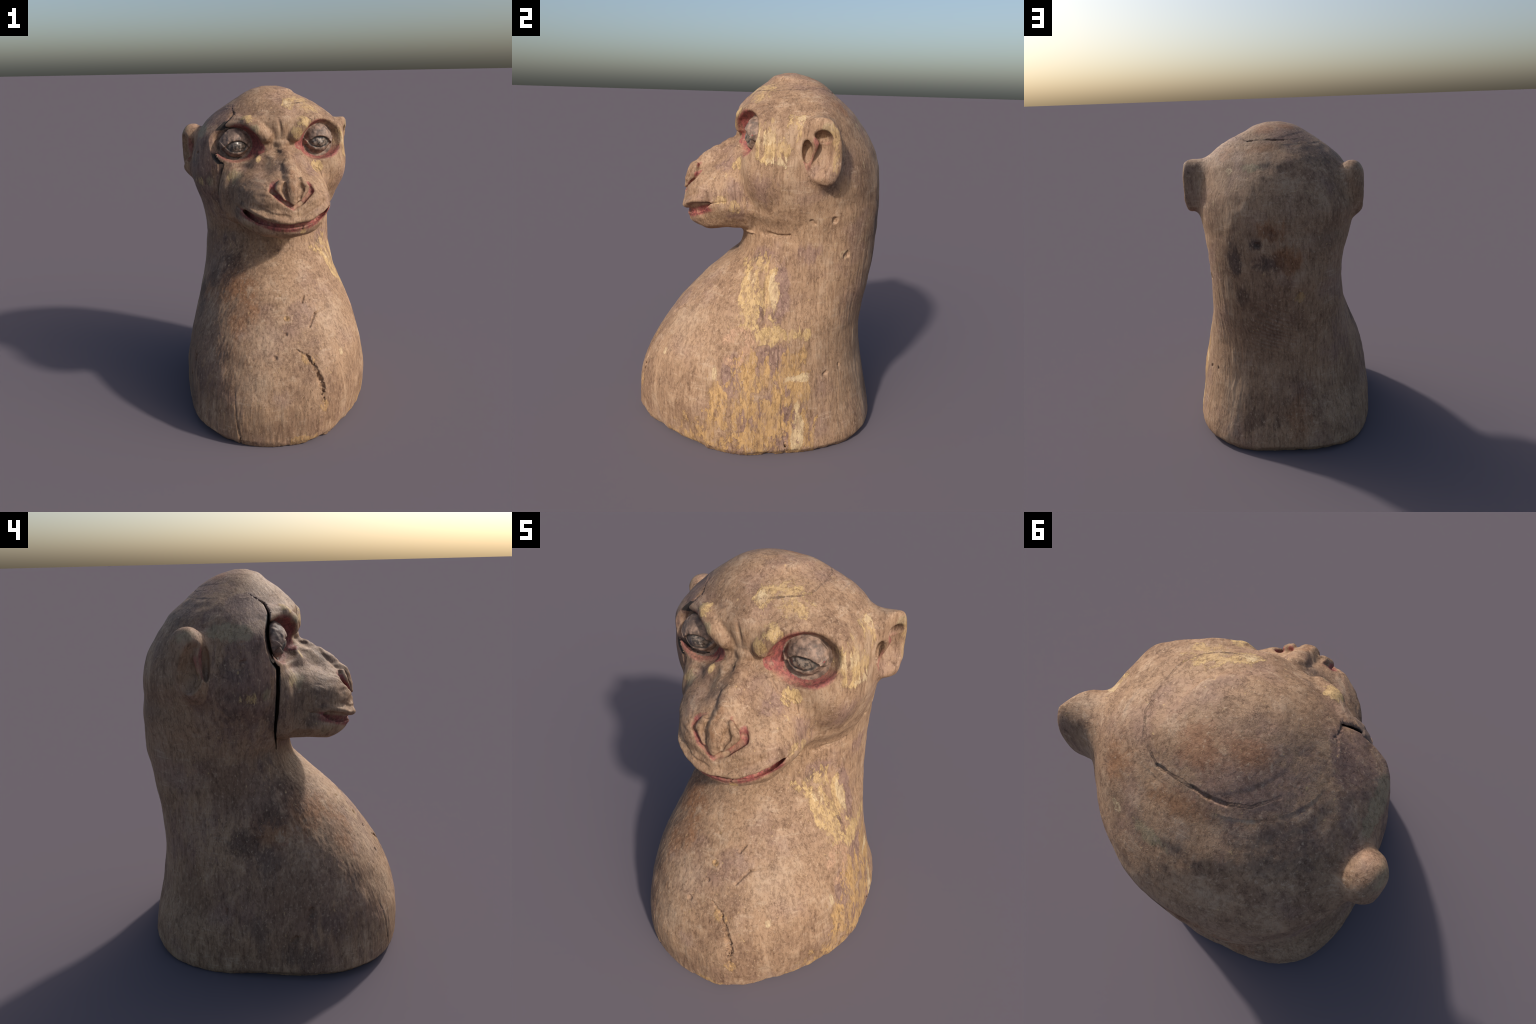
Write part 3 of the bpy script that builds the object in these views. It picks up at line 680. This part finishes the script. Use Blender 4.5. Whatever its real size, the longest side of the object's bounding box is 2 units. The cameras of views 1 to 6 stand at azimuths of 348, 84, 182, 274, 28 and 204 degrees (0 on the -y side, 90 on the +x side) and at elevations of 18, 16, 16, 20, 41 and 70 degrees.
def weathered_wood(name, marks, paint=(), seams=(), shine=0.62, split=False):
    g = Nodes(name)
    big = g.noise(3.1, detail=4, rough=0.6)
    mid = g.noise(11, (1, 1, .5), detail=5, rough=0.65, shift=3.1)
    fibre = g.noise(62, (1, 1, .13), detail=5, rough=0.68, shift=1.7)
    fine = g.noise(78, (1, 1, .55), detail=5, rough=0.72, shift=7.3)
    rag = g.noise(19, (1, 1, .40), detail=7, rough=0.72, shift=5.5, distort=0.5)
    worm = g.noise(21, (1, 1, .5), detail=6, rough=0.68, shift=8.2, distort=0.5)
    col = g.mix(g.band(big, .36, .66), TAN, g.mix(g.band(mid, .40, .62), BROWN, TAN))
    col = g.mix(g.m("MULTIPLY", g.band(mid, .52, .72), .6), col, PALE)
    col = g.mix(g.m("MULTIPLY", g.band(g.noise(4.3, shift=9.1, detail=5), .50, .72), .6), col, MAUVE)
    rg = g.m("SUBTRACT", rag, 0.5)
    cross = g.noise(58, (.16, .16, 1.1), detail=4, rough=0.65, shift=17.0)
    col = g.mix(g.m("MULTIPLY", g.band(cross, .55, .65), g.m("MULTIPLY", g.band(mid, .42, .58), .7)), col, PALE)
    streak = g.band(g.noise(34, (1, 1, .30), detail=6, rough=0.75, shift=14.0), .40, .52)
    gaps = g.band(g.noise(13, (1, 1, .38), detail=7, rough=0.7, shift=21.0), .43, .45)
    edges = None
    for colour, ragged, soft, strength, items in marks:
        b = g.m("MULTIPLY_ADD", rg, ragged * 2.6, g.blobs(items))
        f = g.m("MULTIPLY", g.band(b, 0.0, soft), strength)
        if soft < 0.2:                                  # flaking paint: broken inside and mottled
            f = g.m("MULTIPLY", g.m("MULTIPLY", f, g.m("MULTIPLY_ADD", gaps, .9, .1)), g.m("MULTIPLY_ADD", streak, .55, .45))
            edges = f if edges is None else g.m("MAXIMUM", edges, f)
            colour = g.mix(g.band(mid, .42, .60), colour, tuple(.75 * c + .25 * t for c, t in zip(colour, TAN)))
        col = g.mix(f, col, colour)
    # matted fibres, wandering hairline scratches, dark pores and pale flecks
    col = g.mix(g.m("MULTIPLY", g.band(fibre, .52, .38), .48), col, g.mix(1.0, col, (.50, .44, .42), "MULTIPLY"))
    line = g.band(g.m("ABSOLUTE", g.m("SUBTRACT", worm, .5)), .018, .003)
    col = g.mix(g.m("MULTIPLY", line, g.m("MULTIPLY", g.band(mid, .60, .45), .42)), col, g.mix(1.0, col, (.42, .36, .34), "MULTIPLY"))
    col = g.mix(g.m("MULTIPLY", g.band(fine, .46, .36), .48), col, g.mix(1.0, col, (.45, .38, .36), "MULTIPLY"))
    col = g.mix(g.m("MULTIPLY", g.band(fine, .55, .68), .70), col, PALE)
    fleck = g.noise(64, (1, 1, .7), detail=2, shift=12.7)
    col = g.mix(g.m("MULTIPLY", g.band(fleck, .69, .75), .55), col, YELLOW)
    for f in (fn(g, rg) for fn in paint):
        worn = g.m("MULTIPLY", f, g.m("MULTIPLY_ADD", g.band(rag, .62, .47), .52, .42))
        col = g.mix(worn, col, g.mix(g.band(fine, .40, .60), WINE, RED))
    h = g.m("ADD", g.m("MULTIPLY", fibre, .6), g.m("ADD", g.m("MULTIPLY", fine, .45), g.m("MULTIPLY_ADD", line, -.2, g.m("MULTIPLY", mid, .7))))
    if edges is not None:
        h = g.m("MULTIPLY_ADD", edges, .45, h)
    for pts, wide in seams:
        d = g.m("MULTIPLY_ADD", rg, .020, g.tube(pts))
        f = g.band(g.m("ABSOLUTE", g.m("SUBTRACT", d, .003)), wide, wide * .3)
        f = g.m("MULTIPLY", f, g.m("MULTIPLY_ADD", g.band(mid, .42, .56), .75, .25))
        col = g.mix(g.m("MULTIPLY", f, .7), col, DARK)
        h = g.m("MULTIPLY_ADD", f, -1.2, h)
    if split:                                               # walls of the face split painted near-black for the shadow inside the gap
        zs = (1.19, 1.25, 1.35, 1.46, 1.56, 1.60, 1.66, 1.74, 1.80)
        path = [(0.0, float(np.interp(z, *CRACK_Z)), z, float(np.interp(z, *CRACK_W)) / 2) for z in zs]
        flat = g.P
        g.P = g.v("MULTIPLY", flat, (0, 1, 1))
        d = g.tube(path)
        g.P = flat
        x = g.t.nodes.new("ShaderNodeSeparateXYZ")
        g.put(x.inputs[0], g.P)
        col = g.mix(g.m("MULTIPLY", g.band(d, .0018, .0002), g.band(x.outputs[0], -.12, -.15)), col, (.035, .028, .025))
    g.put(g.bsdf.inputs["Base Color"], col)
    g.put(g.bsdf.inputs["Roughness"], g.m("MULTIPLY_ADD", fine, .3, shine - .12))
    g.bsdf.inputs["Specular IOR Level"].default_value = 0.28
    bump = g.t.nodes.new("ShaderNodeBump")
    bump.inputs["Strength"].default_value, bump.inputs["Distance"].default_value = 0.65, 0.006
    g.put(bump.inputs["Height"], h)
    g.put(g.bsdf.inputs["Normal"], bump.outputs[0])
    return g.mat


CROWN = [(on_surface([(0.055, -0.045, 1.885), (0.150, -0.020, 1.900), (0.215, 0.015, 1.898), (0.254, 0.063, 1.900), (0.268, 0.154, 1.912), (0.263, 0.242, 1.910), (0.227, 0.311, 1.905), (0.174, 0.363, 1.900), (0.105, 0.375, 1.908), (0.031, 0.385, 1.906), (-0.039, 0.384, 1.905), (-0.103, 0.366, 1.903), (-0.160, 0.310, 1.905)]), .0042)]


def red_sockets(g, rg):
    b = g.blobs([(s["c"], tuple(1.0 * r for r in s["r"])) for s in SOCKETS] + [(s["corner"][1][:3], .036) for s in SOCKETS])
    return g.band(g.m("MULTIPLY_ADD", rg, .35, b), -.12, .02)


def red_nostrils(g, rg):
    return g.band(g.m("MULTIPLY_ADD", rg, -.02, g.tube(NOSTRIL)), .004, -.004)


def red_mouth(g, rg):
    s = g.t.nodes.new("ShaderNodeSeparateXYZ")
    g.put(s.inputs[0], g.P)
    x, y, z = s.outputs
    q = g.m("DIVIDE", g.m("SUBTRACT", x, .016), .262)
    dz = g.m("SUBTRACT", z, g.m("MULTIPLY_ADD", g.m("MULTIPLY", q, q), .078, 1.250))
    low = g.m("MULTIPLY", g.band(dz, -.046, -.030), g.band(dz, .015, .004))
    ends = g.band(g.m("ABSOLUTE", q), 1.04, .96)
    return g.m("MULTIPLY", g.m("MULTIPLY", low, ends), g.band(y, -.17, -.21))


def red_right_ear(g, rg):
    b = g.blobs([((0.575, 0.240, 1.615), (.06, .05, .10)), ((0.52, 0.19, 1.60), (.05, .03, .07)), ((0.56, 0.245, 1.685), (.05, .05, .045))])
    return g.m("MULTIPLY", g.band(g.m("MULTIPLY_ADD", rg, .8, b), .05, .35), .8)


def red_left_ear(g, rg):
    b = g.blobs([((-0.530, 0.325, 1.61), (.07, .05, .11)), ((-0.48, 0.285, 1.62), (.05, .03, .09))])
    return g.m("MULTIPLY", g.band(g.m("MULTIPLY_ADD", rg, .8, b), .05, .35), .8)


def glazed_eye(name, k):
    g = Nodes(name)
    s = SOCKETS[k]
    a, b = g.noise(30, detail=4, rough=.6), g.noise(55, detail=3, rough=.6, shift=4)
    q = g.v("DIVIDE", g.v("SUBTRACT", g.P, s["iris"]), (.058, .20, .032))
    r = g.m("ADD", g.v("LENGTH", q), g.m("MULTIPLY", g.m("SUBTRACT", a, .5), .35))
    lid = g.mix(g.band(a, .36, .62), (.130, .084, .062), (.290, .190, .136))
    lid = g.mix(g.m("MULTIPLY", g.band(b, .5, .35), .6), lid, (.07, .05, .040))
    iris = g.mix(g.band(b, .42, .58), (.060, .050, .044), (.220, .165, .125))
    iris = g.mix(g.m("MULTIPLY", g.band(a, .54, .64), .7), iris, (.36, .30, .25))
    iris = g.mix(g.m("MULTIPLY", g.band(r, .72, .95), .75), iris, (.035, .033, .031))
    col = g.mix(g.band(r, 1.0, 1.16), iris, lid)
    g.put(g.bsdf.inputs["Base Color"], col)
    g.put(g.bsdf.inputs["Roughness"], g.m("MULTIPLY_ADD", g.band(r, .9, 1.2), .35, g.m("MULTIPLY_ADD", b, .3, .18)))
    bump = g.t.nodes.new("ShaderNodeBump")
    bump.inputs["Strength"].default_value, bump.inputs["Distance"].default_value = 0.35, 0.004
    g.put(bump.inputs["Height"], g.m("ADD", a, g.m("MULTIPLY", b, .6)))
    g.put(g.bsdf.inputs["Normal"], bump.outputs[0])
    return g.mat


# ------------------------------------------------------------------ assembly
def mesh_from(name, V, Q):
    me = bpy.data.meshes.new(name)
    me.vertices.add(len(V))
    me.vertices.foreach_set("co", np.ascontiguousarray(V, F4).ravel())
    me.loops.add(Q.size)
    me.loops.foreach_set("vertex_index", np.ascontiguousarray(Q, np.int32).ravel())
    me.polygons.add(len(Q))
    me.polygons.foreach_set("loop_start", np.arange(len(Q), dtype=np.int32) * 4)
    me.polygons.foreach_set("use_smooth", np.ones(len(Q), bool))
    me.update(calc_edges=True)
    return me


def vertex_normals(V, Q):
    n = np.cross(V[Q[:, 2]] - V[Q[:, 0]], V[Q[:, 3]] - V[Q[:, 1]])
    out = np.zeros_like(V)
    for c in range(4):
        for a in range(3):
            out[:, a] += np.bincount(Q[:, c], n[:, a], len(V))
    return out / np.maximum(np.linalg.norm(out, axis=1, keepdims=True), 1e-12)


def regions(C):
    """Which part of the figure each face centre belongs to."""
    C = C.astype(F4)
    x, y, z = C[:, 0], C[:, 1], C[:, 2]
    body = BODY(C)
    part = np.full(len(C), "torso", "U12")
    part[z > 0.90 + 0.05 * y] = "neck"
    part[z > np.where(y < 0.25, 1.10 + 0.16 * np.clip(y + 0.1, 0, 0.35) * (x > 0), 1.16)] = "head"
    part[(y < -0.09) & (z > 1.085) & (z < 1.66)] = "snout"
    nose_low = 1.338 + 0.52 * np.abs(x - 0.022)
    part[(y < -0.27) & (z > nose_low) & (z < 1.525) & (np.abs(x - 0.025) < 0.155)] = "nose"
    dz = z - mouth_line(x)
    part[(y < -0.19) & (np.abs(x - 0.016) < 0.270) & (dz > -0.042) & (dz < 0.016)] = "mouth"
    for k, n in ((0, "eye_R"), (1, "eye_L")):
        part[(ellipsoid(C, SOCKETS[k]["ball"], SOCKETS[k]["br"]) < 0.020) & (y < SOCKETS[k]["ball"][1] + 0.03)] = n
    part[(x > 0.40) & (ear_right(C) < 0.006) & (body > 0.005)] = "ear_R"
    part[(x < -0.36) & (ear_left(C) < 0.006) & (body > 0.005)] = "ear_L"
    return part


def build():
    V, Q = carve()
    N = vertex_normals(V, Q)
    V = V + N * relief(V, N)[:, None]
    V[:, 2] = np.clip(V[:, 2], 0, 2.0)
    N = vertex_normals(V, Q)

    root = bpy.data.objects.new("monkey_bust", None)
    bpy.context.collection.objects.link(root)
    root["label"] = "weathered carved wooden monkey bust with flaking paint"
    root["category"] = "wooden sculpture"

    wood = {
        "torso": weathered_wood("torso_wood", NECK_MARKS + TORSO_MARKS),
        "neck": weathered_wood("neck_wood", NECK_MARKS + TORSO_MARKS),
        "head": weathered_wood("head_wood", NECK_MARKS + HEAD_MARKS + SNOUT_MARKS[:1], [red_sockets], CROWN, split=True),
        "snout": weathered_wood("snout_wood", SNOUT_MARKS + [HEAD_MARKS[3]], [red_sockets, red_nostrils, red_mouth], split=True),
        "nose": weathered_wood("nose_wood", SNOUT_MARKS[:3], [red_nostrils]),
        "mouth": weathered_wood("mouth_wood", SNOUT_MARKS, [red_mouth]),
        "ear_R": weathered_wood("right_ear_wood", [HEAD_MARKS[4], (MOSS, 1.0, .4, .5, [((0.59, 0.26, 1.74), (.05, .05, .04))]), (YELLOW, 1.3, .3, .6, [((0.60, 0.29, 1.66), (.03, .06, .12))]), (DARK, .9, .9, .6, [((0.52, 0.19, 1.64), (.04, .03, .06))])], [red_right_ear]),
        "ear_L": weathered_wood("left_ear_wood", [(MOSS, 1.0, .6, .4, [((-0.48, 0.36, 1.73), (.06, .06, .05))]), (SALMON, .9, .6, .6, [((-0.44, 0.31, 1.77), (.06, .05, .03))])], [red_left_ear]),
        "eye_R": glazed_eye("right_eye_paint", 0),
        "eye_L": glazed_eye("left_eye_paint", 1),
    }
    part = regions(V[Q].mean(1))
    parents = {"torso": root}
    for key, name, under in (("torso", "torso", None), ("neck", "neck", None), ("head", "head", None), ("snout", "snout", "head"), ("nose", "nose", "head"), ("mouth", "mouth", "head"),
                             ("ear_R", "ear", "head"), ("ear_L", "ear", "head"), ("eye_R", "eye", "head"), ("eye_L", "eye", "head")):
        q = Q[part == key]
        used, inv = np.unique(q, return_inverse=True)
        me = mesh_from(name, V[used], inv.reshape(-1, 4))
        me.normals_split_custom_set_from_vertices(N[used].astype(F4).tolist())
        me.materials.append(wood[key])
        ob = bpy.data.objects.new(name, me)
        bpy.context.collection.objects.link(ob)
        ob.parent = root if under is None else parents[under]
        parents[key] = ob


build()
